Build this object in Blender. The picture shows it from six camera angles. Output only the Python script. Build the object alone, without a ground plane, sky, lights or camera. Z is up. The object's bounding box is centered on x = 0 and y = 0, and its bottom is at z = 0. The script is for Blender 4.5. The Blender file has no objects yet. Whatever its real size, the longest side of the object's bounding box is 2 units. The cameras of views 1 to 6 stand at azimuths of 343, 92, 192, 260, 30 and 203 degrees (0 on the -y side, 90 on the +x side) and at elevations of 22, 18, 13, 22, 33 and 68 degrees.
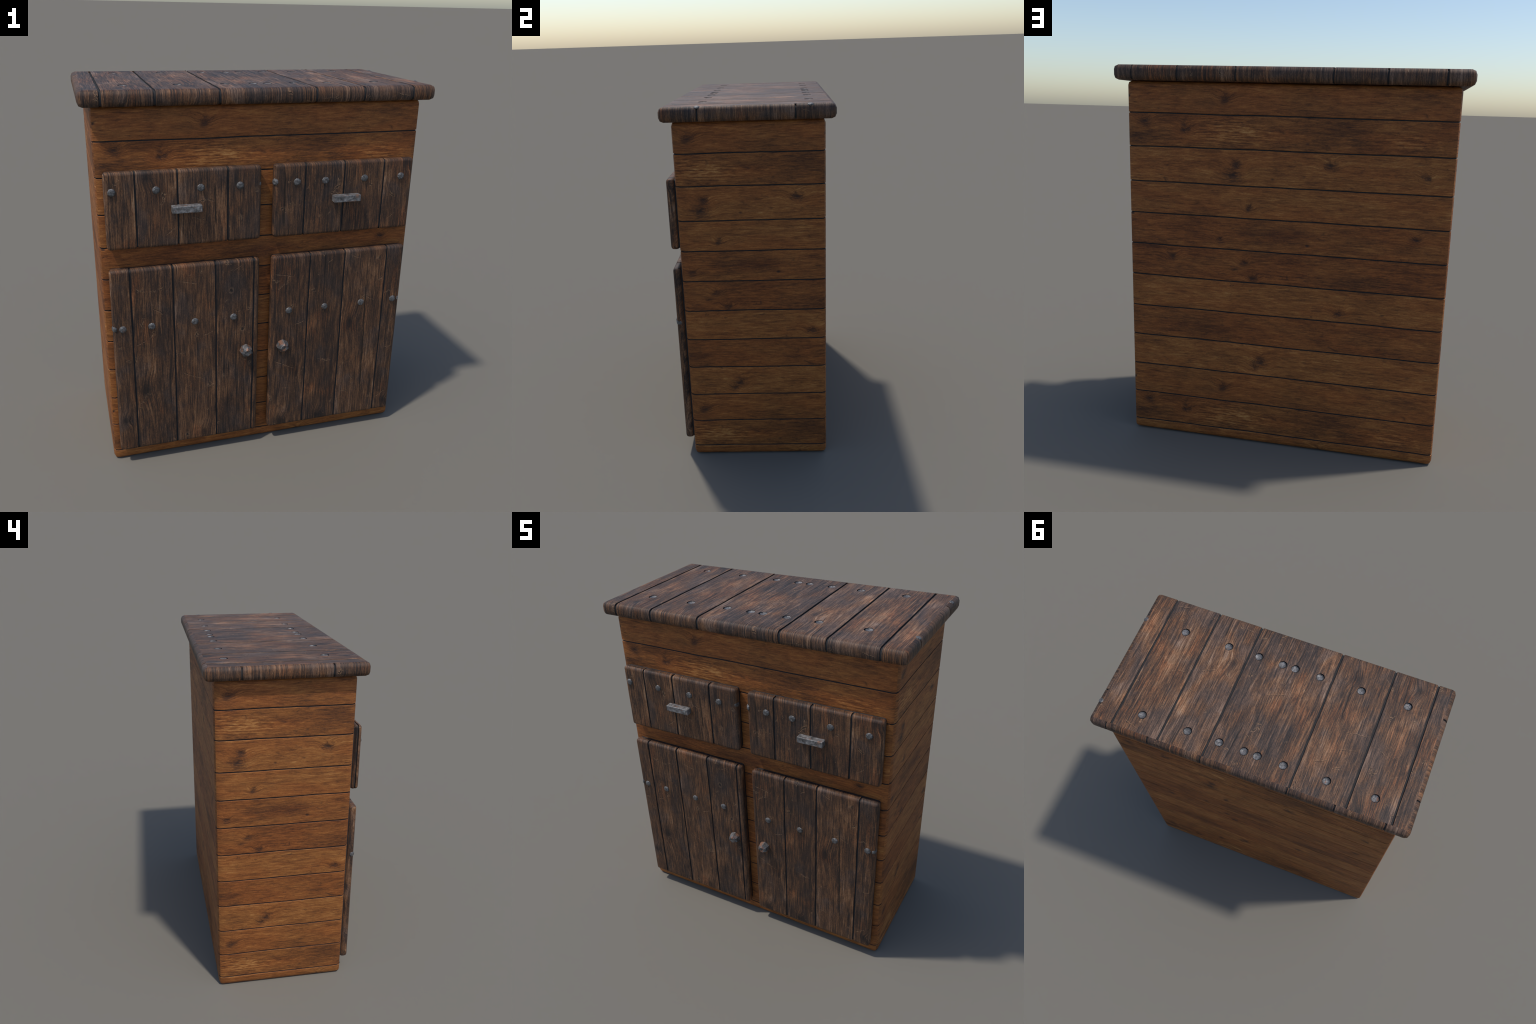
"""Rustic wooden cabinet: horizontal pine boards, dark plank top, two drawers, two doors."""
import bpy, bmesh, math, random
from mathutils import Vector, Matrix, noise

random.seed(7)

# ------------------------------------------------------------------ measures (metres)
BODY_X = 0.8324                      # half width of the carcass
BODY_Y0, BODY_Y1 = -0.3615, 0.4075     # front and back faces
BODY_CY = (BODY_Y0 + BODY_Y1) / 2
BODY_HY = (BODY_Y1 - BODY_Y0) / 2
BODY_TOP = 1.9245
COURSE_JOINTS = [1.766, 1.598, 1.416, 1.250, 1.082, 0.911, 0.738, 0.569, 0.397, 0.2275, 0.0600]
BOARD_PERIOD = 1.5385                # the run of nine boards repeats below this height
BODY_BEVEL = 0.023

TOP_X, TOP_Y0, TOP_Y1 = 0.8845, -0.413, 0.4585
TOP_Z0, TOP_Z1 = 1.925, 2.0
TOP_BEVEL = 0.024
TOP_JOINTS = [-0.784, -0.545, -0.243, 0.236, 0.490, 0.756]
EDGE_JOINTS_SHORT = [-0.243, 0.236]

PANEL_Y0, PANEL_Y1 = -0.4142, -0.367
PANEL_BEVEL = 0.017
DRAWER_Z = (1.2505, 1.633)
DOOR_Z = (0.0875, 1.146)

# ------------------------------------------------------------------ mesh helpers
def rounded_box(lo, hi, r, seg=2):
    bm = bmesh.new()
    bmesh.ops.create_cube(bm, size=1.0)
    lo, hi = Vector(lo), Vector(hi)
    for v in bm.verts:
        v.co = Vector((lo[i] + (v.co[i] + 0.5) * (hi[i] - lo[i]) for i in range(3)))
    if r > 0:
        bmesh.ops.bevel(bm, geom=bm.edges[:], offset=r, segments=seg, profile=0.5, affect='EDGES')
    return bm


def cut(bm, co, no, ease=0.0):
    """Remove what lies beyond the plane, cap the cut, ease the cap's rim."""
    geom = bm.verts[:] + bm.edges[:] + bm.faces[:]
    res = bmesh.ops.bisect_plane(bm, geom=geom, dist=1e-6, plane_co=co, plane_no=no, clear_outer=True)
    edges = [e for e in res['geom_cut'] if isinstance(e, bmesh.types.BMEdge)]
    if len(edges) < 3:
        return
    fill = bmesh.ops.edgeloop_fill(bm, edges=edges)
    if ease > 0 and fill['faces']:
        rim = list({e for f in fill['faces'] for e in f.edges})
        bmesh.ops.bevel(bm, geom=rim, offset=ease, segments=2, profile=0.5, affect='EDGES', clamp_overlap=True)


def subdivide_along(bm, axis, step):
    lo = min(v.co[axis] for v in bm.verts)
    hi = max(v.co[axis] for v in bm.verts)
    n = int((hi - lo) / step)
    no = Vector((0, 0, 0)); no[axis] = 1
    for i in range(1, n):
        co = Vector((0, 0, 0)); co[axis] = lo + (hi - lo) * i / n
        bmesh.ops.bisect_plane(bm, geom=bm.verts[:] + bm.edges[:] + bm.faces[:], dist=1e-6,
                               plane_co=co, plane_no=no)


def waver(bm, along, across, joint_lo, joint_hi, amp, freq):
    """Let the two long edges of a board wander; each joint has its own wander."""
    a0 = min(v.co[across] for v in bm.verts); a1 = max(v.co[across] for v in bm.verts)
    def line(j, s):
        if j is None:
            return 0.0
        return amp * (noise.noise(Vector((s * freq, j * 37.1, 3.3))) +
                      0.4 * noise.noise(Vector((s * freq * 5, j * 37.1, 9.3))))
    for v in bm.verts:
        t = (v.co[across] - a0) / (a1 - a0)
        s = v.co[along]
        v.co[across] += (1 - t) * line(joint_lo, s) + t * line(joint_hi, s)


def darken_joints(bm, axis, places):
    """The faces inside a joint take the second (dark) material."""
    for f in bm.faces:
        f.normal_update()
        if abs(f.normal[axis]) > .94:
            c = f.calc_center_median()[axis]
            if any(p is not None and abs(c - p) < .009 for p in places):
                f.material_index = 1


def to_mesh(bm, name, mat, smooth_angle=50):
    bmesh.ops.recalc_face_normals(bm, faces=bm.faces[:])
    for f in bm.faces:
        f.smooth = True
    me = bpy.data.meshes.new(name)
    bm.to_mesh(me); bm.free()
    me.set_sharp_from_angle(angle=math.radians(smooth_angle))
    me.materials.append(mat)
    me.materials.append(GAP)
    return me


def add(name, me, parent, weighted=True):
    ob = bpy.data.objects.new(name, me)
    bpy.context.scene.collection.objects.link(ob)
    ob.parent = parent
    if weighted:
        m = ob.modifiers.new('weighted', 'WEIGHTED_NORMAL')
        m.keep_sharp = True
        m.weight = 90
    return ob

# ------------------------------------------------------------------ node helpers
class Nodes:
    def __init__(self, tree):
        self.t = tree

    def new(self, kind, **props):
        n = self.t.nodes.new(kind)
        for k, v in props.items():
            setattr(n, k, v)
        return n

    def put(self, sock, val):
        if hasattr(val, 'is_linked') or isinstance(val, bpy.types.NodeSocket):
            self.t.links.new(val, sock)
        elif val is not None:
            sock.default_value = val

    def math(self, op, a, b=None, c=None, clamp=False):
        n = self.new('ShaderNodeMath', operation=op, use_clamp=clamp)
        for i, v in enumerate((a, b, c)):
            if v is not None:
                self.put(n.inputs[i], v)
        return n.outputs[0]

    def vmath(self, op, a, b=None):
        n = self.new('ShaderNodeVectorMath', operation=op)
        self.put(n.inputs[0], a)
        if b is not None:
            self.put(n.inputs[1], b)
        return n.outputs['Value'] if op in ('DISTANCE', 'LENGTH', 'DOT_PRODUCT') else n.outputs[0]

    def xyz(self, x, y, z):
        n = self.new('ShaderNodeCombineXYZ')
        for i, v in enumerate((x, y, z)):
            self.put(n.inputs[i], v)
        return n.outputs[0]

    def split(self, v):
        n = self.new('ShaderNodeSeparateXYZ')
        self.put(n.inputs[0], v)
        return n.outputs

    def noise(self, vec, scale=1.0, detail=3.0, rough=0.55, dist=0.0, w=None):
        n = self.new('ShaderNodeTexNoise', noise_dimensions='4D' if w is not None else '3D')
        self.put(n.inputs['Vector'], vec)
        if w is not None:
            self.put(n.inputs['W'], w)
        n.inputs['Scale'].default_value = scale
        n.inputs['Detail'].default_value = detail
        n.inputs['Roughness'].default_value = rough
        n.inputs['Distortion'].default_value = dist
        return n.outputs[0]

    def voronoi(self, vec, scale=1.0, feature='F1', rand=1.0):
        n = self.new('ShaderNodeTexVoronoi', feature=feature)
        self.put(n.inputs['Vector'], vec)
        n.inputs['Scale'].default_value = scale
        n.inputs['Randomness'].default_value = rand
        return n.outputs

    def white(self, w):
        n = self.new('ShaderNodeTexWhiteNoise', noise_dimensions='1D')
        self.put(n.inputs['W'], w)
        return n.outputs

    def smooth(self, v, lo, hi, out0=0.0, out1=1.0):
        n = self.new('ShaderNodeMapRange', interpolation_type='SMOOTHSTEP')
        self.put(n.inputs['Value'], v)
        n.inputs['From Min'].default_value = lo
        n.inputs['From Max'].default_value = hi
        n.inputs['To Min'].default_value = out0
        n.inputs['To Max'].default_value = out1
        return n.outputs[0]

    def ramp(self, v, stops):
        n = self.new('ShaderNodeValToRGB')
        self.put(n.inputs[0], v)
        els = n.color_ramp.elements
        while len(els) < len(stops):
            els.new(0.5)
        for e, (p, c) in zip(els, stops):
            e.position = p
            e.color = (*c, 1)
        return n.outputs[0]

    def mix(self, fac, a, b, blend='MIX'):
        n = self.new('ShaderNodeMix', data_type='RGBA', blend_type=blend)
        self.put(n.inputs[0], fac)
        for s, v in ((n.inputs[6], a), (n.inputs[7], b)):
            if isinstance(v, tuple):
                v = (*v, 1) if len(v) == 3 else v
            self.put(s, v)
        return n.outputs[2]

    def nearest(self, pos, spots, stretch):
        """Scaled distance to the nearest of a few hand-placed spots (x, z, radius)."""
        best = None
        scaled = self.vmath('MULTIPLY', pos, (1 / stretch[0], 0.0, 1 / stretch[1]))
        for (x, z, r) in spots:
            d = self.vmath('DISTANCE', scaled, (x / stretch[0], 0.0, z / stretch[1]))
            d = self.math('DIVIDE', d, r)
            best = d if best is None else self.math('MINIMUM', best, d)
        return best


def material(name, rough=0.6, spec=0.4):
    m = bpy.data.materials.new(name)
    m.use_nodes = True
    nt = m.node_tree
    b = nt.nodes['Principled BSDF']
    b.inputs['Roughness'].default_value = rough
    b.inputs['Specular IOR Level'].default_value = spec
    return m, Nodes(nt), b


def bump(N, bsdf, height, strength, distance):
    n = N.new('ShaderNodeBump')
    n.inputs['Strength'].default_value = strength
    n.inputs['Distance'].default_value = distance
    N.put(n.inputs['Height'], height)
    N.put(bsdf.inputs['Normal'], n.outputs[0])


def stroke_group():
    """Thin scratch: mask along a short line given by its middle, tilt and length."""
    g = bpy.data.node_groups.new('scratch_stroke', 'ShaderNodeTree')
    for nm, kind in (('Pos', 'NodeSocketVector'), ('Centre', 'NodeSocketVector'), ('Tilt', 'NodeSocketFloat'),
                     ('Half', 'NodeSocketFloat'), ('Width', 'NodeSocketFloat')):
        g.interface.new_socket(nm, in_out='INPUT', socket_type=kind)
    g.interface.new_socket('Mask', in_out='OUTPUT', socket_type='NodeSocketFloat')
    g.interface.new_socket('Groove', in_out='OUTPUT', socket_type='NodeSocketFloat')
    N = Nodes(g)
    gi = N.new('NodeGroupInput'); go = N.new('NodeGroupOutput')
    d = N.vmath('SUBTRACT', gi.outputs['Pos'], gi.outputs['Centre'])
    r = N.new('ShaderNodeVectorRotate', rotation_type='Y_AXIS')
    N.put(r.inputs['Vector'], d); N.put(r.inputs['Angle'], gi.outputs['Tilt'])
    s = N.split(r.outputs[0])
    off = N.math('DIVIDE', s[2], gi.outputs['Width'])
    along = N.math('DIVIDE', N.math('ABSOLUTE', s[0]), gi.outputs['Half'])
    body = N.smooth(along, 1.0, 0.6)
    n = N.smooth(N.math('ABSOLUTE', off), 0.0034, 0.0008)
    N.put(go.inputs['Mask'], N.math('MULTIPLY', body, n))
    k = N.smooth(N.math('ABSOLUTE', N.math('SUBTRACT', off, .003)), 0.0034, 0.0008)
    N.put(go.inputs['Groove'], N.math('MULTIPLY', body, k))
    return g

# ------------------------------------------------------------------ materials
def pine_material(course):
    """Orange-brown boards; grain runs along local x, height in local z; one tint per course."""
    m, N, b = material('orange_pine', 0.62, 0.3)
    row = float(course)
    z_hi = 1.95 if course == 0 else COURSE_JOINTS[course - 1] + .03
    z_lo = COURSE_JOINTS[course] - .03
    pos0 = N.new('ShaderNodeTexCoord').outputs['Object']
    tone = (0.0, -.018, .030, .026, -.012, -.030, .028, -.026, .034)[course]
    rusty = (.35, .40, .20, .35, .50, .75, .25, .65, .10)[course]
    x, y, z = N.split(pos0)[:3]
    # knots sit where the boards show them; wobble their outline
    wob = N.new('ShaderNodeTexNoise'); N.put(wob.inputs['Vector'], pos0); wob.inputs['Scale'].default_value = 26; wob.inputs['Detail'].default_value = 4
    wv = N.vmath('MULTIPLY', N.vmath('SUBTRACT', wob.outputs['Color'], (0.5, 0.5, 0.5)), (0.05, 0, 0.03))
    kpos = N.vmath('ADD', pos0, wv)
    knots = [(-0.306, 1.848, .020), (-0.735, 1.732, .020), (-0.52, 1.688, .018),
             (-0.263, 1.470, .030), (-0.250, 1.52, .020), (0.236, 1.535, .020), (0.70, 1.496, .016),
             (-0.174, 1.300, .013), (-0.329, 1.130, .015), (0.668, 1.197, .014), 
             (-0.593, 1.021, .018), (-0.204, 1.015, .014), (-0.15, .93, .014),
             (0.312, 0.785, .020), (-0.132, 0.440, .018), (-0.10, .475, .022)]
    D = N.nearest(kpos, [(k[0], k[1], k[2] * .8) for k in knots if z_lo < k[1] < z_hi] or [(9.0, 9.0, .02)], (1.25, 1.0))
    near = N.smooth(D, 4.5, 0.0)
    core = N.smooth(D, 1.0, 0.25)
    halo = N.smooth(D, 2.6, 0.4)
    # grain coordinates: bent by slow noise and around knots
    slow = N.noise(N.xyz(N.math('MULTIPLY', x, 1.6), row, N.math('MULTIPLY', z, 7.0)), 1.0, 2.0)
    bend = N.math('ADD', N.math('MULTIPLY', slow, 0.030), N.math('MULTIPLY', near, 0.022))
    zz = N.math('ADD', z, bend)
    yy = N.math('MULTIPLY', y, 0.5)
    offs = row * 5.31
    def grain(fx, fz, det, rough, dist=0.0, k=0.0):
        return N.noise(N.xyz(N.math('MULTIPLY', x, fx), N.math('ADD', yy, offs + k), N.math('MULTIPLY', zz, fz)), 1, det, rough, dist)
    fine = grain(30.0, 340.0, 3, .62)
    mid = grain(12.0, 130.0, 4, .65, .4, 2.1)
    wide = grain(5.0, 36.0, 4, .62, .5, 4.7)
    mott = N.noise(N.xyz(N.math('MULTIPLY', x, 16.0), offs, N.math('MULTIPLY', zz, 44.0)), 1, 6, .70, .8)
    blot = N.noise(N.xyz(N.math('MULTIPLY', x, 5.0), offs + 9.0, N.math('MULTIPLY', z, 13.0)), 1, 5, .62, .7)
    v = N.math('ADD', N.math('MULTIPLY', fine, .26), N.math('MULTIPLY', mid, .34))
    v = N.math('ADD', v, N.math('MULTIPLY', wide, .22))
    v = N.math('ADD', v, N.math('MULTIPLY', blot, .18))
    speck = N.noise(N.xyz(N.math('MULTIPLY', x, 120.0), offs, N.math('MULTIPLY', zz, 520.0)), 1, 2, .6)
    v = N.math('ADD', v, N.math('MULTIPLY_ADD', speck, .18, -.09))
    v = N.math('MULTIPLY_ADD', v, 1.35, -.175)
    # pale, dry stretch on the second board, dull stretch beside it
    pale = N.smooth(N.nearest(kpos, [(-0.27, 1.68, .12), (0.62, 1.66, .07), (9.0, 9.0, .1)], (2.2, 0.7)), 1.2, 0.2)
    dull = N.smooth(N.nearest(kpos, [(0.28, 1.70, .11), (-0.76, 1.65, .07), (0.45, .94, .12), (-.05, 1.17, .10), (-.42, .645, .1)], (2.2, 0.6)), 1.3, 0.1)
    v = N.math('ADD', v, N.math('MULTIPLY', N.math('MULTIPLY', pale, N.smooth(mid, .40, .62)), .15))
    v = N.math('SUBTRACT', v, N.math('MULTIPLY', dull, .085))
    v = N.math('ADD', v, tone)
    v = N.math('SUBTRACT', v, N.math('MULTIPLY', halo, .07))
    col = N.ramp(v, [(0.26, (.044, .0180, .0090)), (0.40, (.130, .0465, .0135)), (0.50, (.220, .0775, .0195)),
                     (0.60, (.310, .119, .030)), (0.76, (.48, .240, .080))])
    # reddish / ochre drift between and along boards
    drift = N.noise(N.xyz(N.math('MULTIPLY', x, 3.0), offs, N.math('MULTIPLY', zz, 12.0)), 1, 2)
    red = N.math('MULTIPLY_ADD', N.smooth(drift, .36, .64), .8, rusty - .35, clamp=True)
    col = N.mix(N.math('MULTIPLY', red, .45), col, N.mix(1.0, col, (1.06, .78, .66), 'MULTIPLY'))
    # dark mottling, denser around the knots
    spots = N.smooth(N.math('ADD', mott, N.math('MULTIPLY', halo, .16)), .56, .72)
    col = N.mix(N.math('MULTIPLY', spots, .62), col, (.040, .018, .010))
    # short dark pores
    pore = N.noise(N.xyz(N.math('MULTIPLY', x, 22.0), offs, N.math('MULTIPLY', zz, 330.0)), 1, 2, .5)
    pore = N.math('MULTIPLY', N.smooth(pore, .60, .72), N.smooth(mott, .42, .62))
    col = N.mix(N.math('MULTIPLY', pore, .6), col, (.030, .014, .009))
    # pin knots
    vv = N.voronoi(N.xyz(N.math('MULTIPLY', x, 5.2), offs, N.math('MULTIPLY', z, 8.0)), 1.0)
    keep = N.math('GREATER_THAN', N.split(vv['Color'])[0], .45)
    pin = N.math('MULTIPLY', N.smooth(vv['Distance'], .085, .03), keep)
    col = N.mix(N.math('MULTIPLY', pin, .85), col, (.025, .013, .010))
    # knot: rings then a dark heart
    ring = N.math('SINE', N.math('MULTIPLY', D, 11.0))
    col = N.mix(N.math('MULTIPLY', halo, N.math('MULTIPLY_ADD', ring, .22, .14)), col, (.050, .022, .012))
    col = N.mix(N.math('MULTIPLY', core, N.smooth(mott, .34, .60, .05, .62)), col, (.022, .012, .010))
    N.put(b.inputs['Base Color'], col)
    N.put(b.inputs['Roughness'], N.math('MULTIPLY_ADD', v, -.25, .75))
    h = N.math('ADD', N.math('MULTIPLY', fine, .5), N.math('MULTIPLY', mid, .5))
    h = N.math('SUBTRACT', h, N.math('MULTIPLY', N.math('ADD', pin, core), .5))
    h = N.math('SUBTRACT', h, N.math('MULTIPLY', spots, .2))
    bump(N, b, h, 0.55, 0.004)
    return m


STROKE = None

def dark_material(name, lying=False, knots=(), strokes=(), splits=(), worn=()):
    """Grey-brown weathered planks; grain along local z, or along y+z when lying flat."""
    m, N, b = material(name, 0.62, 0.25)
    pos0 = N.new('ShaderNodeTexCoord').outputs['Object']
    row = N.math('MULTIPLY', N.new('ShaderNodeObjectInfo').outputs['Random'], 40.0)
    rnd = N.white(row)
    x, y, z = N.split(pos0)[:3]
    if lying:
        along, across, side = N.math('SUBTRACT', y, z), x, 0.0
    else:
        along, across, side = N.math('SUBTRACT', z, N.math('ADD', y, -PANEL_Y0)), x, N.math('MULTIPLY', y, .30)
    flat = N.xyz(across, 0.0, along)
    offs = N.math('MULTIPLY', row, 3.77)
    wob = N.new('ShaderNodeTexNoise'); N.put(wob.inputs['Vector'], flat); wob.inputs['Scale'].default_value = 30
    wv = N.vmath('MULTIPLY', N.vmath('SUBTRACT', wob.outputs['Color'], (0.5, 0.5, 0.5)), (0.016, 0, 0.02))
    kpos = N.vmath('ADD', flat, wv)
    if knots:
        D = N.nearest(kpos, knots, (1.0, 1.5))
    else:
        D = N.math('ADD', 9.0, 0.0)
    near = N.smooth(D, 4.2, 0.0); core = N.smooth(D, 1.2, .3); halo = N.smooth(D, 2.6, .5)
    slow = N.noise(N.xyz(N.math('MULTIPLY', across, 6.0), offs, N.math('MULTIPLY', along, 1.5)), 1, 2)
    aa = N.math('ADD', across, N.math('ADD', N.math('MULTIPLY', slow, .024), N.math('MULTIPLY', near, .022)))
    aa = N.math('ADD', aa, side)
    fine = N.noise(N.xyz(N.math('MULTIPLY', aa, 360.0), offs, N.math('MULTIPLY', along, 13.0)), 1, 3, .62)
    mid = N.noise(N.xyz(N.math('MULTIPLY', aa, 140.0), offs, N.math('MULTIPLY', along, 5.5)), 1, 4, .65, .25)
    wide = N.noise(N.xyz(N.math('MULTIPLY', aa, 34.0), offs, N.math('MULTIPLY', along, 4.0)), 1, 5, .62, .5)
    mott = N.noise(N.xyz(N.math('MULTIPLY', across, 26.0), offs, N.math('MULTIPLY', along, 12.0)), 1, 6, .68, .8)
    speck = N.noise(N.xyz(N.math('MULTIPLY', aa, 520.0), offs, N.math('MULTIPLY', along, 110.0)), 1, 2, .6)
    v = N.math('ADD', N.math('MULTIPLY', fine, .36), N.math('MULTIPLY', mid, .32))
    v = N.math('ADD', v, N.math('MULTIPLY_ADD', speck, .22, -.11))
    v = N.math('ADD', v, N.math('MULTIPLY', wide, .19))
    v = N.math('ADD', v, N.math('MULTIPLY', mott, .13))
    v = N.math('MULTIPLY_ADD', v, 1.42, -.188 if lying else -.203)
    v = N.math('ADD', v, N.math('MULTIPLY', N.math('SUBTRACT', rnd[0], .5), .05))
    # rubbed long edges of each plank
    gx = N.split(N.new('ShaderNodeTexCoord').outputs['Generated'])[0]
    rim = N.smooth(N.math('ABSOLUTE', N.math('SUBTRACT', gx, .5)), .36, .5)
    rub = N.math('MULTIPLY', rim, N.smooth(wide, .42, .62))
    v = N.math('ADD', v, N.math('MULTIPLY', rub, .055))
    v = N.math('SUBTRACT', v, N.math('MULTIPLY', halo, .04))
    if worn:   # pale, foot-worn stretches
        pale = N.smooth(N.nearest(kpos, worn, (1.0, 2.0)), 1.3, .2)
        v = N.math('ADD', v, N.math('MULTIPLY', N.math('MULTIPLY', pale, N.smooth(mott, .30, .60, .4, 1.0)), .085))
    col = N.ramp(v, [(0.30, (.0130, .0105, .0105)), (0.42, (.033, .0215, .0170)), (0.51, (.070, .0375, .0230)),
                     (0.59, (.142, .067, .0325)), (0.69, (.245, .132, .070)), (0.82, (.36, .24, .155))])
    # soot-grey bloom and rusty bloom
    big = N.noise(N.xyz(N.math('MULTIPLY', across, 7.0), offs, N.math('MULTIPLY', along, 5.0)), 1, 4, .6, .4)
    grey = N.smooth(big, .44 if lying else .50, .62 if lying else .68)
    col = N.mix(N.math('MULTIPLY', grey, .50), col, N.mix(.75, col, N.ramp(v, [(.36, (.016, .017, .019)), (.55, (.050, .047, .048)), (.72, (.13, .12, .12))])))
    warm = N.math('MULTIPLY', N.smooth(big, .48, .34), N.smooth(mid, .42, .60))
    col = N.mix(N.math('MULTIPLY', warm, .45), col, N.mix(1.0, col, (1.5, .95, .62), 'MULTIPLY'))
    # splits along the grain
    vs = N.noise(N.xyz(N.math('MULTIPLY', aa, 95.0), N.math('ADD', offs, 7.7), N.math('MULTIPLY', along, 2.2)), 1, 2, .5)
    split = N.smooth(vs, .685, .74)
    col = N.mix(N.math('MULTIPLY', split, .75), col, (.010, .009, .009))
    # cross-grain cracks with splintered pale lips
    w2 = N.vmath('ADD', flat, N.vmath('MULTIPLY', N.vmath('SUBTRACT', wob.outputs['Color'], (.5, .5, .5)), (.05, 0, .04)))
    rot = N.new('ShaderNodeVectorRotate', rotation_type='Y_AXIS'); N.put(rot.inputs['Vector'], w2)
    rot.inputs['Angle'].default_value = .5
    sc = N.vmath('ADD', N.vmath('MULTIPLY', rot.outputs[0], (5.0, 1.0, 9.0)), N.xyz(0.0, N.math('MULTIPLY', row, 1.37), 0.0))
    ve = N.voronoi(sc, 1.0, 'DISTANCE_TO_EDGE')['Distance']
    gate = N.smooth(N.noise(N.vmath('ADD', flat, N.xyz(0.0, offs, 0.0)), 13, 2), .60, .66)
    crack = N.math('MULTIPLY', N.smooth(ve, .018, .004), gate)
    lip = N.math('MULTIPLY', N.smooth(ve, .055, .015), gate)
    chip = N.smooth(N.noise(flat, 130, 2), .42, .58)
    spos = N.vmath('ADD', flat, N.vmath('MULTIPLY', wv, (.7, 0, .8)))
    for (sx, sz, tilt, half) in list(strokes) + list(splits):
        g = N.new('ShaderNodeGroup'); g.node_tree = STROKE
        N.put(g.inputs['Pos'], spos)
        g.inputs['Centre'].default_value = (sx, 0, sz)
        g.inputs['Tilt'].default_value = -tilt
        g.inputs['Half'].default_value = half
        g.inputs['Width'].default_value = 1.0 if half < .1 else 2.1
        if half < .1:
            lip = N.math('MAXIMUM', lip, g.outputs[0])
        crack = N.math('MAXIMUM', crack, N.math('MULTIPLY', g.outputs[1], chip) if half < .1 else g.outputs[1])
    col = N.mix(N.math('MULTIPLY', N.math('MULTIPLY', lip, chip), .70), col, (.31, .18, .10))
    col = N.mix(N.math('MULTIPLY', crack, .80), col, (.012, .010, .009))
    # pits: small nail holes with a worn lip
    vp = N.voronoi(N.vmath('ADD', N.vmath('MULTIPLY', flat, (8.5, 1, 6.5)), N.xyz(0.0, offs, 0.0)), 1.0)
    keep = N.math('GREATER_THAN', N.split(vp['Color'])[1], .62)
    hole = N.math('MULTIPLY', N.smooth(vp['Distance'], .072, .045), keep)
    wear = N.math('MULTIPLY', N.math('MULTIPLY', N.smooth(vp['Distance'], .16, .075), keep), chip)
    col = N.mix(N.math('MULTIPLY', wear, .55), col, (.22, .135, .08))
    col = N.mix(N.math('MULTIPLY', hole, .85), col, (.012, .011, .012))
    ring = N.math('SINE', N.math('MULTIPLY', D, 15.0))
    col = N.mix(N.math('MULTIPLY', halo, N.math('MULTIPLY_ADD', ring, .14, .22)), col, (.016, .013, .012))
    col = N.mix(N.math('MULTIPLY', core, .6), col, (.013, .011, .011))
    N.put(b.inputs['Base Color'], col)
    N.put(b.inputs['Roughness'], N.math('MULTIPLY_ADD', v, -.3, .72))
    h = N.math('ADD', N.math('MULTIPLY', fine, .55), N.math('MULTIPLY', mid, .6))
    h = N.math('ADD', h, N.math('MULTIPLY', mott, .3))
    for k, msk in ((.45, crack), (.4, split), (.5, hole), (.2, core)):
        h = N.math('SUBTRACT', h, N.math('MULTIPLY', msk, k))
    h = N.math('ADD', h, N.math('MULTIPLY', lip, .15))
    bump(N, b, h, 0.5, 0.005)
    return m


def gap_material():
    m, N, b = material('dark_joint_fill', 0.85, 0.2)
    p = N.new('ShaderNodeTexCoord').outputs['Object']
    col = N.ramp(N.noise(p, 40, 3), [(.35, (.022, .023, .025)), (.7, (.034, .033, .034))])
    N.put(b.inputs['Base Color'], col)
    return m


def iron_material(name, rust=0.15, scale=60.0, tone=1.0):
    m, N, b = material(name, 0.5, 0.5)
    b.inputs['Metallic'].default_value = 0.25
    tc = N.new('ShaderNodeTexCoord')
    p = tc.outputs['Object']
    off = N.math('MULTIPLY', N.new('ShaderNodeObjectInfo').outputs['Random'], 20.0)
    n1 = N.noise(p, scale, 5, .65, .5, w=off)
    n2 = N.noise(p, scale * 0.5, 3, .6, .3, w=N.math('ADD', off, 5.0))
    col = N.ramp(n1, [(.32, tuple(c * tone for c in (.024, .0225, .022))), (.50, tuple(c * tone for c in (.069, .066, .065))),
                      (.68, tuple(c * tone for c in (.154, .149, .146)))])
    r = N.math('MULTIPLY', N.smooth(n2, .62 - rust, .72 - rust), N.smooth(n1, .3, .55))
    col = N.mix(N.math('MULTIPLY', r, .75), col, (.24, .095, .040))
    N.put(b.inputs['Base Color'], col)
    bump(N, b, N.math('ADD', n1, N.math('MULTIPLY', n2, .6)), .6, .004)
    return m

# ------------------------------------------------------------------ build
STROKE = stroke_group()
PINE = [pine_material(c) for c in range(9)]
GAP = gap_material()
PANEL_KNOTS = [(-0.648, .452, .026), (0.503, .700, .026), (0.765, .15, .012), (-0.60, 1.60, .014), (0.76, 1.61, .014),
               (-.34, .13, .020), (.105, .12, .020), (-.76, .28, .012), (.33, .12, .014)]
PANEL_STROKES = [(-.39, .498, .48, .072), (.125, .487, .48, .075), (-.57, .905, .62, .035), (.615, .845, .5, .03),
                 (-.66, .735, -.35, .03), (-.31, .745, -.35, .03), (.20, .745, -.35, .03), (-.15, 1.105, -.6, .028),
                 (.365, 1.095, -.6, .028), (-.30, 1.475, .3, .04), (-.35, 1.385, .3, .035), (-.49, 1.33, -.6, .03),
                 (.69, 1.325, -.6, .03), (.51, 1.105, .35, .04), (.54, .34, .9, .025), (.50, .255, .2, .03),
                 (.74, .20, -.6, .035), (-.41, 1.05, .2, .06), (.10, 1.035, .2, .06)]
TOP_KNOTS = [(-.60, -1.56, .022), (.30, -2.13, .020), (-.70, -2.33, .016), (-.36, -2.28, .018)]
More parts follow.
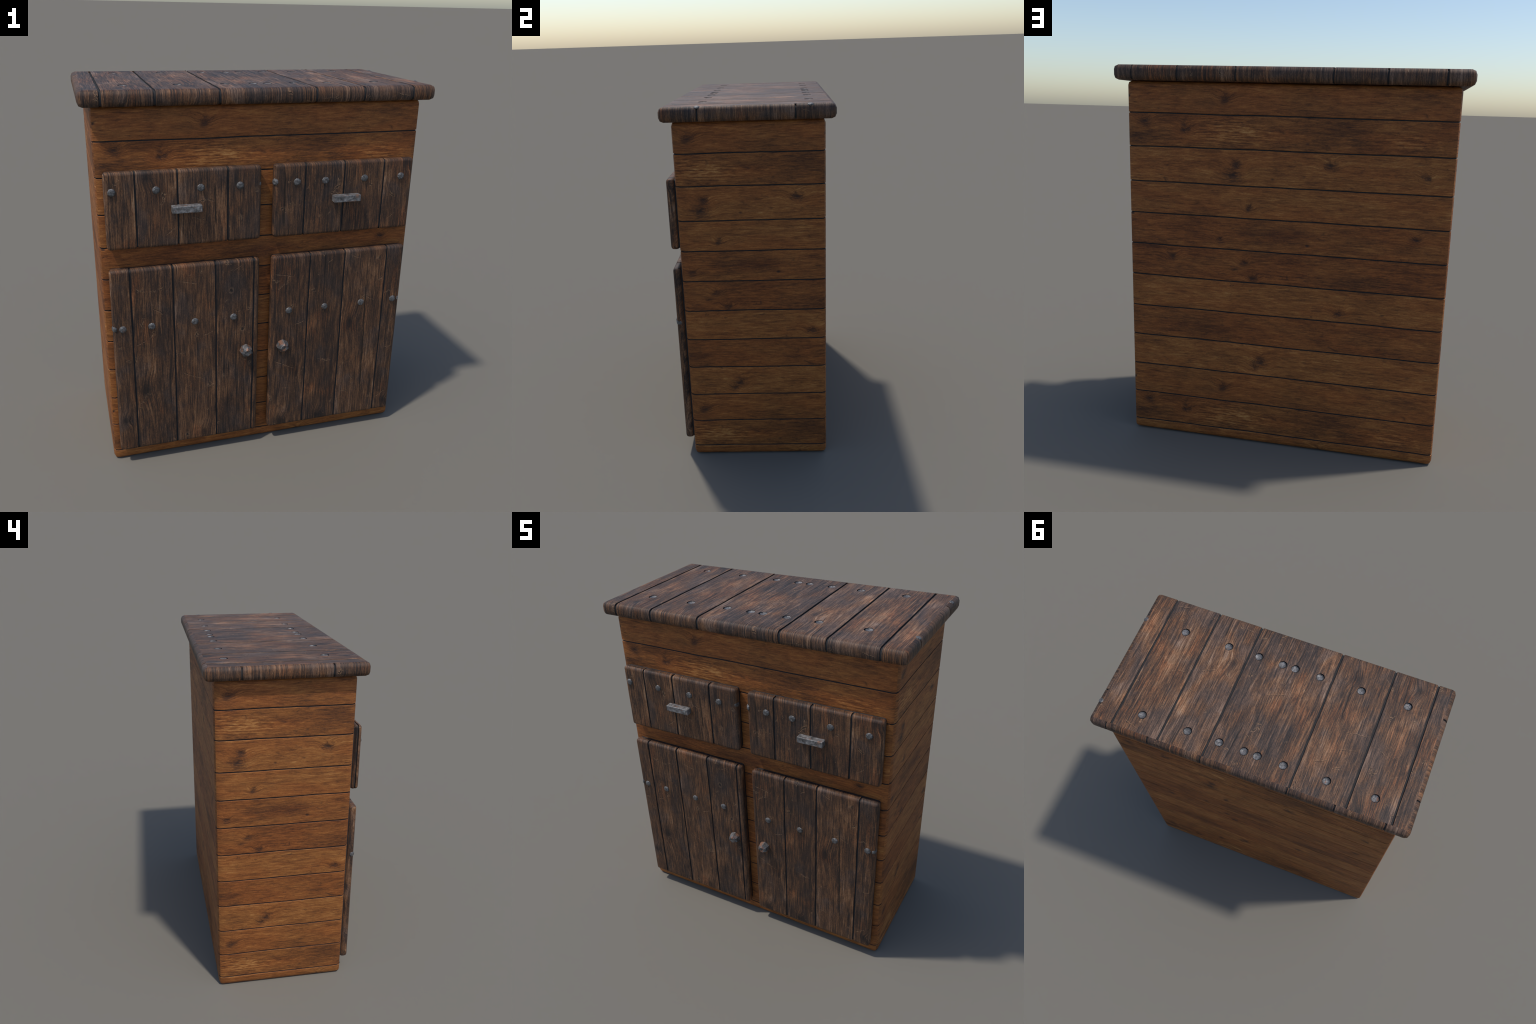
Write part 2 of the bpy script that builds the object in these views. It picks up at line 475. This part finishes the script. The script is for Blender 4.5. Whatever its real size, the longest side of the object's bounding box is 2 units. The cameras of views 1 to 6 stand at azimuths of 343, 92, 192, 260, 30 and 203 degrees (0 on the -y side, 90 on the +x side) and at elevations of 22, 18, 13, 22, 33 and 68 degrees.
TOP_SPLITS = [(.40, -1.66, 1.6, .12), (-.64, -2.30, 1.55, .10), (-.36, -2.18, 1.535, .21), (-.033, -2.23, 1.68, .16), (.108, -1.69, 1.63, .13), (.405, -2.36, 1.56, .11)]
TOP_STROKES = [(.407, -2.042, -.45, .045), (.01, -2.035, -.32, .065), (-.34, -1.762, -.43, .045), (-.45, -1.866, -.22, .055),
               (-.48, -1.97, -.11, .055), (.56, -1.98, -.29, .05), (-.63, -1.912, .57, .025), (.30, -2.36, .1, .035),
               (.70, -2.37, -.25, .04), (.66, -1.60, .3, .05), (-.78, -1.62, -.3, .03), (.05, -1.75, .6, .03)]
TOP_WORN = [(.62, -2.08, .09), (.36, -2.12, .08), (-.10, -2.06, .10), (-.66, -2.06, .07), (.82, -2.20, .07), (.80, -1.75, .05), (-.74, -2.15, .05), (.05, -2.10, .13), (-.22, -2.17, .07), (-.18, -2.33, .07),
            (-.33, -1.80, .07), (-.45, -2.05, .06), (-.76, -1.70, .04), (.45, -1.80, .05)]
PANEL_WORN = [(-.24, .80, .05), (-.22, .40, .05), (.27, .72, .05), (.28, .30, .05), (.64, .45, .05), (.75, .80, .04), (-.36, .17, .05),
              (-.62, .60, .06), (.60, 1.0, .05), (-.25, 1.46, .04), (-.47, 1.55, .04), (.65, 1.50, .04), (.10, .20, .05)]
PANEL_SPLITS = [(.588, .56, 1.546, .46), (.0825, 1.446, 1.565, .17), (-.275, 1.45, 1.56, .12)]
DARK_PANEL = dark_material('dark_plank_upright', False, PANEL_KNOTS, PANEL_STROKES, PANEL_SPLITS, PANEL_WORN)
DARK_TOP = dark_material('dark_plank_lying', True, TOP_KNOTS, TOP_STROKES, TOP_SPLITS, TOP_WORN)
DARK_EDGE = dark_material('dark_plank_edge', True)
BOLT = iron_material('bolt_iron', 0.0, 90, tone=1.35)  # iron colour lightened to carry the bolts' bright highlights
BOLT_DISH = iron_material('sunk_bolt_iron', 0.03, 70, tone=1.7)
HANDLE = iron_material('handle_iron', 0.06, 60, tone=2.1)
KNOB = iron_material('rusty_knob_iron', 0.15, 75, tone=1.3)

root = bpy.data.objects.new('wooden_cabinet', None)
bpy.context.scene.collection.objects.link(root)
root['label'] = 'rustic cabinet of orange boards with dark plank doors and top'
root['category'] = 'cabinet'

# --- carcass: dark core wrapped in courses of boards
INSET = 0.0045
core = rounded_box((-BODY_X + INSET, BODY_Y0 + INSET, 0.006), (BODY_X - INSET, BODY_Y1 - INSET, BODY_TOP - 0.006),
                   BODY_BEVEL - 0.002)
carcass = add('carcass', to_mesh(core, 'carcass', GAP), root)

levels = [BODY_TOP] + COURSE_JOINTS + [0.0]
GAP_PINE = 0.0060
def course_board(half_w, depth_y, hi, lo, hi_joint, lo_joint, shift):
    """One board of one face, mitred at the corners, in the face's own frame (x along, -y outward)."""
    other = depth_y
    bm = rounded_box((-half_w, -other, 0), (half_w, other, BODY_TOP), BODY_BEVEL, 2)
    if hi_joint is not None:
        cut(bm, (0, 0, hi - GAP_PINE / 2), (0, 0, 1), 0.0022)
    if lo_joint is not None:
        cut(bm, (0, 0, lo + GAP_PINE / 2), (0, 0, -1), 0.0022)
    for sgn in (-1, 1):
        cut(bm, (sgn * half_w, -other, 0), (sgn, 1, 0))
    cut(bm, (0, -other + 0.035, 0), (0, 1, 0))
    subdivide_along(bm, 0, 0.035)
    darken_joints(bm, 2, [hi if hi_joint is not None else None, lo if lo_joint is not None else None])
    waver(bm, 0, 2, lo_joint, hi_joint, 0.0030, 3.2)
    bmesh.ops.translate(bm, vec=(0, 0, shift), verts=bm.verts[:])
    return bm

for k in range(len(levels) - 1):
    hi, lo = levels[k], levels[k + 1]
    hj = None if k == 0 else (hi if k < 10 else hi + BOARD_PERIOD)
    lj = None if k == len(levels) - 2 else (lo if k < 9 else lo + BOARD_PERIOD)
    shift = BOARD_PERIOD if k >= 9 else 0.0
    wide = to_mesh(course_board(BODY_X, BODY_HY, hi, lo, hj, lj, shift), 'body_board', PINE[k % 9])
    short = to_mesh(course_board(BODY_HY, BODY_X, hi, lo, hj, lj, shift), 'body_board', PINE[k % 9])
    for me, ang, nm in ((wide, 0, 'body_board'), (short, 90, 'body_board'), (wide, 180, 'body_board'), (short, 270, 'body_board')):
        ob = add(nm, me, carcass)
        ob.location = (0, BODY_CY, -shift)
        ob.rotation_euler = (0, 0, math.radians(ang))

# --- top: planks across, with mitred edge strips at the sides and the back
tc = rounded_box((-TOP_X + .0035, TOP_Y0 + .0035, TOP_Z0 + .004), (TOP_X - .0035, TOP_Y1 - .0035, TOP_Z1 - .0078), TOP_BEVEL - .003)
cabinet_top = add('cabinet_top', to_mesh(tc, 'cabinet_top', GAP), root)
GAP_TOP = 0.0110
GAP_STRIP = 0.0075
TCY = (TOP_Y0 + TOP_Y1) / 2
THY = (TOP_Y1 - TOP_Y0) / 2
STRIP = TOP_BEVEL

TOP_BOLTS = [(bx, by) for bx in (0.623, 0.361, 0.182, 0.043, -0.0305, -0.174, -0.408, -0.667) for by in (-0.220, 0.331)]
BOLT_R = 0.0200
def bore(bm):
    """Drill the bolt holes that fall inside this plank: open its upper face with a round loop and a wall."""
    x_lo = min(v.co.x for v in bm.verts); x_hi = max(v.co.x for v in bm.verts)
    for bx, by in TOP_BOLTS:
        if not (x_lo < bx < x_hi):
            continue
        drill = bmesh.new()
        bmesh.ops.create_cone(drill, cap_ends=True, segments=20, radius1=BOLT_R * 1.18, radius2=BOLT_R * 1.18, depth=.022,
                              matrix=Matrix.Translation((bx, by, TOP_Z1)))
        me_a = bpy.data.meshes.new('work'); bm.to_mesh(me_a)
        me_b = bpy.data.meshes.new('work'); drill.to_mesh(me_b); drill.free()
        oa = bpy.data.objects.new('work', me_a); ob = bpy.data.objects.new('work', me_b)
        for o in (oa, ob):
            bpy.context.scene.collection.objects.link(o)
        md = oa.modifiers.new('bore', 'BOOLEAN')
        md.operation = 'DIFFERENCE'; md.object = ob; md.solver = 'EXACT'
        dg = bpy.context.evaluated_depsgraph_get()
        bm.clear()
        bm.from_mesh(oa.evaluated_get(dg).to_mesh())
        for o, me in ((oa, me_a), (ob, me_b)):
            bpy.data.objects.remove(o); bpy.data.meshes.remove(me)

stops = [None] + TOP_JOINTS + [None]
for k in range(len(stops) - 1):
    bm = rounded_box((-TOP_X, TOP_Y0, TOP_Z0), (TOP_X, TOP_Y1, TOP_Z1), TOP_BEVEL, 2)
    cut(bm, (0, TOP_Y1 - STRIP, 0), (0, 1, 0))
    for a, sgn in ((stops[k], -1), (stops[k + 1], 1)):
        if a is None:   # outer planks end in a mitre with the side strip
            cut(bm, (sgn * (TOP_X - STRIP), 0, 0), (sgn, 0, 0))
        else:
            cut(bm, (a - sgn * GAP_TOP / 2, 0, 0), (sgn, 0, 0), 0.0025)
    subdivide_along(bm, 1, 0.05)
    waver(bm, 1, 0, stops[k], stops[k + 1], 0.0012, 4.0)
    bore(bm)
    darken_joints(bm, 0, stops[k:k + 2])
    for f in bm.faces:   # hole walls and floors coloured dark: a shadow ring round each bolt
        f.normal_update()
        c = f.calc_center_median()
        if c.z < TOP_Z1 - .003 and any(math.hypot(c.x - p, c.y - q) < BOLT_R * 1.25 for p, q in TOP_BOLTS) and c.z > TOP_Z0 + .01:
            f.material_index = 1
    add('top_plank', to_mesh(bm, 'top_plank', DARK_TOP), cabinet_top)

def edge_strip(half_w, half_d, joints, ang, base):
    """Strip along one edge of the top, in its own frame (x along, -y outward)."""
    st = [None] + list(joints) + [None]
    for k in range(len(st) - 1):
        bm = rounded_box((-half_w, -half_d, TOP_Z0), (half_w, half_d, TOP_Z1), TOP_BEVEL, 2)
        cut(bm, (0, -half_d + STRIP, 0), (0, 1, 0))
        for a, sgn in ((st[k], -1), (st[k + 1], 1)):
            if a is None:
                cut(bm, (sgn * half_w, -half_d, 0), (sgn, 1, 0))
            else:
                cut(bm, (a - sgn * GAP_STRIP / 2, 0, 0), (sgn, 0, 0), 0.0025)
        darken_joints(bm, 0, st[k:k + 2])
        ob = add('edge_strip', to_mesh(bm, 'edge_strip', DARK_EDGE), cabinet_top)
        ob.location = (0, TCY, 0)
        ob.rotation_euler = (0, 0, math.radians(ang))

edge_strip(THY, TOP_X, EDGE_JOINTS_SHORT, 90, 2)
edge_strip(TOP_X, THY, TOP_JOINTS, 180, 0)
edge_strip(THY, TOP_X, EDGE_JOINTS_SHORT, 270, 2)
# the front corners: strip pieces joining front planks and side strips
for sgn in (-1, 1):
    bm = rounded_box((-TOP_X, TOP_Y0, TOP_Z0), (TOP_X, TOP_Y1, TOP_Z1), TOP_BEVEL, 2)
    cut(bm, (sgn * (TOP_X - STRIP), 0, 0), (-sgn, 0, 0))
    cut(bm, (sgn * TOP_X, TOP_Y0, 0), (sgn, 1, 0))
    add('edge_strip', to_mesh(bm, 'edge_strip', DARK_TOP), cabinet_top)

# --- bolts
def bolt_mesh(name, mat, r, h, sides, rings, flat, seed):
    rng = random.Random(seed)
    bm = bmesh.new()
    prev = None
    prof = [(1.0, -0.3), (1.0, 0.25)] + [(math.cos(a), 0.25 + 0.75 * math.sin(a)) for a in
            [math.radians(90 * (i + 1) / (rings + 1)) for i in range(rings)]]
    for (pr, ph) in prof:
        ring = [bm.verts.new((r * pr * math.cos(2 * math.pi * i / sides) * rng.uniform(.95, 1.05),
                              r * pr * math.sin(2 * math.pi * i / sides) * rng.uniform(.95, 1.05),
                              h * ph * rng.uniform(.93, 1.07))) for i in range(sides)]
        if prev:
            for i in range(sides):
                bm.faces.new((prev[i], prev[(i + 1) % sides], ring[(i + 1) % sides], ring[i]))
        prev = ring
    bm.faces.new(prev)
    bmesh.ops.recalc_face_normals(bm, faces=bm.faces[:])
    me = bpy.data.meshes.new(name)
    bm.to_mesh(me); bm.free()
    if not flat:
        for p in me.polygons:
            p.use_smooth = True
    me.materials.append(mat)
    return me

bolt_meshes = [bolt_mesh('bolt', BOLT, .0190, .0095, 9, 2, True, s) for s in range(4)]
def dish_mesh():
    """Bolt head hollowed to a faceted dish: sun side dark, far side bright."""
    rng = random.Random(5)
    bm = bmesh.new()
    sides, rings = 10, [(1.0, -.0008), (.76, -.0050), (.45, -.0057)]
    prev = None
    for pr, h in rings:
        ring = [bm.verts.new((BOLT_R * pr * math.cos(2 * math.pi * i / sides), BOLT_R * pr * math.sin(2 * math.pi * i / sides),
                              h - .0008 + (rng.uniform(-.0007, .0007) if pr < 1 else 0))) for i in range(sides)]
        if prev:
            for i in range(sides):
                bm.faces.new((prev[i], prev[(i + 1) % sides], ring[(i + 1) % sides], ring[i]))
        prev = ring
    bm.faces.new(prev)
    bmesh.ops.recalc_face_normals(bm, faces=bm.faces[:])
    if bm.faces[0].normal.z < 0:
        bmesh.ops.reverse_faces(bm, faces=bm.faces[:])
    me = bpy.data.meshes.new('sunk_bolt')
    bm.to_mesh(me); bm.free()
    me.materials.append(BOLT_DISH)
    return me
sunk_mesh = dish_mesh()

def place_bolt(parent, loc, normal, me, size=1.0):
    ob = add('bolt', me, parent, weighted=False)
    q = Vector((0, 0, 1)).rotation_difference(Vector(normal))
    ob.rotation_euler = (q.to_matrix() @ Matrix.Rotation(random.uniform(0, 6.28), 3, 'Z')).to_euler()
    ob.location = loc
    ob.scale = (size,) * 3
    return ob

for bx, by in TOP_BOLTS:
    # heads shifted away from the sun, modelling a dark shadow crescent
    place_bolt(cabinet_top, (bx + .0022, by + .0014, TOP_Z1), (0, 0, 1), sunk_mesh)
for by in (-0.220, 0.331):
    place_bolt(cabinet_top, (0.868, by, TOP_Z1 - .0045), (.35, 0, 1), bolt_meshes[2], .75)

# --- drawers and doors
GAP_PANEL = 0.0085
def panel(name, plank_name, x0, x1, zr, joints, bolts, bolt_z, edge_bolts, base, side_joint=False):
    z0, z1 = zr
    ins = 0.006
    bm = rounded_box((x0 + ins, PANEL_Y0 + .005, z0 + ins), (x1 - ins, BODY_Y0 + .012, z1 - ins), 0.012, 2)
    body = add(name, to_mesh(bm, name, GAP), root)
    st = [None] + list(joints) + [None]
    for k in range(len(st) - 1):
        bm = rounded_box((x0, PANEL_Y0, z0), (x1, PANEL_Y1, z1), PANEL_BEVEL, 3)
        for a, sgn in ((st[k], -1), (st[k + 1], 1)):
            if a is not None:
                cut(bm, (a - sgn * GAP_PANEL / 2, 0, 0), (sgn, 0, 0), 0.0025)
        parts = [bm]
        if k == 0 and side_joint:
            back = bm.copy()
            cut(bm, (0, -0.392 - .003, 0), (0, 1, 0), .001)
            cut(back, (0, -0.392 + .003, 0), (0, -1, 0), .001)
            parts = [bm, back]
        for part in parts:
            subdivide_along(part, 2, 0.05)
            darken_joints(part, 0, st[k:k + 2])
            waver(part, 2, 0, st[k], st[k + 1], 0.0016, 4.0)
            add(plank_name, to_mesh(part, plank_name, DARK_PANEL), body)
    for i, bx in enumerate(bolts):
        place_bolt(body, (bx, PANEL_Y0 + .0005, bolt_z), (0, -1, 0), bolt_meshes[i % 4])
    for (loc, nrm) in edge_bolts:
        place_bolt(body, loc, nrm, bolt_meshes[1], .95)
    return body

drawer_l = panel('drawer', 'drawer_plank', -.7978, -.0335, DRAWER_Z, [-.653, -.4525, -.2045], [-.762, -.556, -.340, -.145],
                 1.540, [((-.0405, -.396, 1.54), (1, -.25, 0))], 0, True)
drawer_r = panel('drawer', 'drawer_plank', .0335, .7978, DRAWER_Z, [.196, .409, .630], [.151, .304, .520, .727],
                 1.540, [((.0385, -.406, 1.544), (-.8, -.6, 0))], 10)
door_l = panel('door', 'door_plank', -.7978, -.0335, DOOR_Z, [-.7005, -.4875, -.2675, -.0645], [-.749, -.603, -.380, -.174],
               .827, [((-.7895, -.403, .829), (-.8, -.5, 0))], 20)
door_r = panel('door', 'door_plank', .0335, .7978, DOOR_Z, [.245, .445, .6945], [.135, .342, .560, .755],
               .827, [((.7890, -.400, .827), (1, -.35, 0))], 30)

# --- drawer handles: rough bars
def handle_mesh(seed):
    bm = rounded_box((-.0730, -.0360, -.0172), (.0730, 0.004, .0172), .0022, 1)
    for ax, st in ((0, .008), (1, .008), (2, .008)):
        subdivide_along(bm, ax, st)
    for v in bm.verts:
        p = v.co * 34 + Vector((seed, 0, 0))
        v.co += Vector((noise.noise(p), noise.noise(p + Vector((7, 1, 0))), noise.noise(p + Vector((0, 5, 9))))) * .0004
    return to_mesh(bm, 'handle', HANDLE, 20)

for par, hx, sd in ((drawer_l, -.413, 1.0), (drawer_r, .419, 1.0)):
    ob = add('handle', handle_mesh(sd), par, weighted=False)
    ob.location = (hx, PANEL_Y0 + .0010, 1.4445)

# --- door knobs: faceted forged heads
knob = bolt_mesh('knob', KNOB, .0350, .0490, 7, 2, True, 21)
for par, kx in ((door_l, -.1045), (door_r, .1030)):
    ob = add('knob', knob, par, weighted=False)
    ob.rotation_euler = (math.radians(90), math.radians(20), 0)
    ob.location = (kx, PANEL_Y0 + .001, .620)
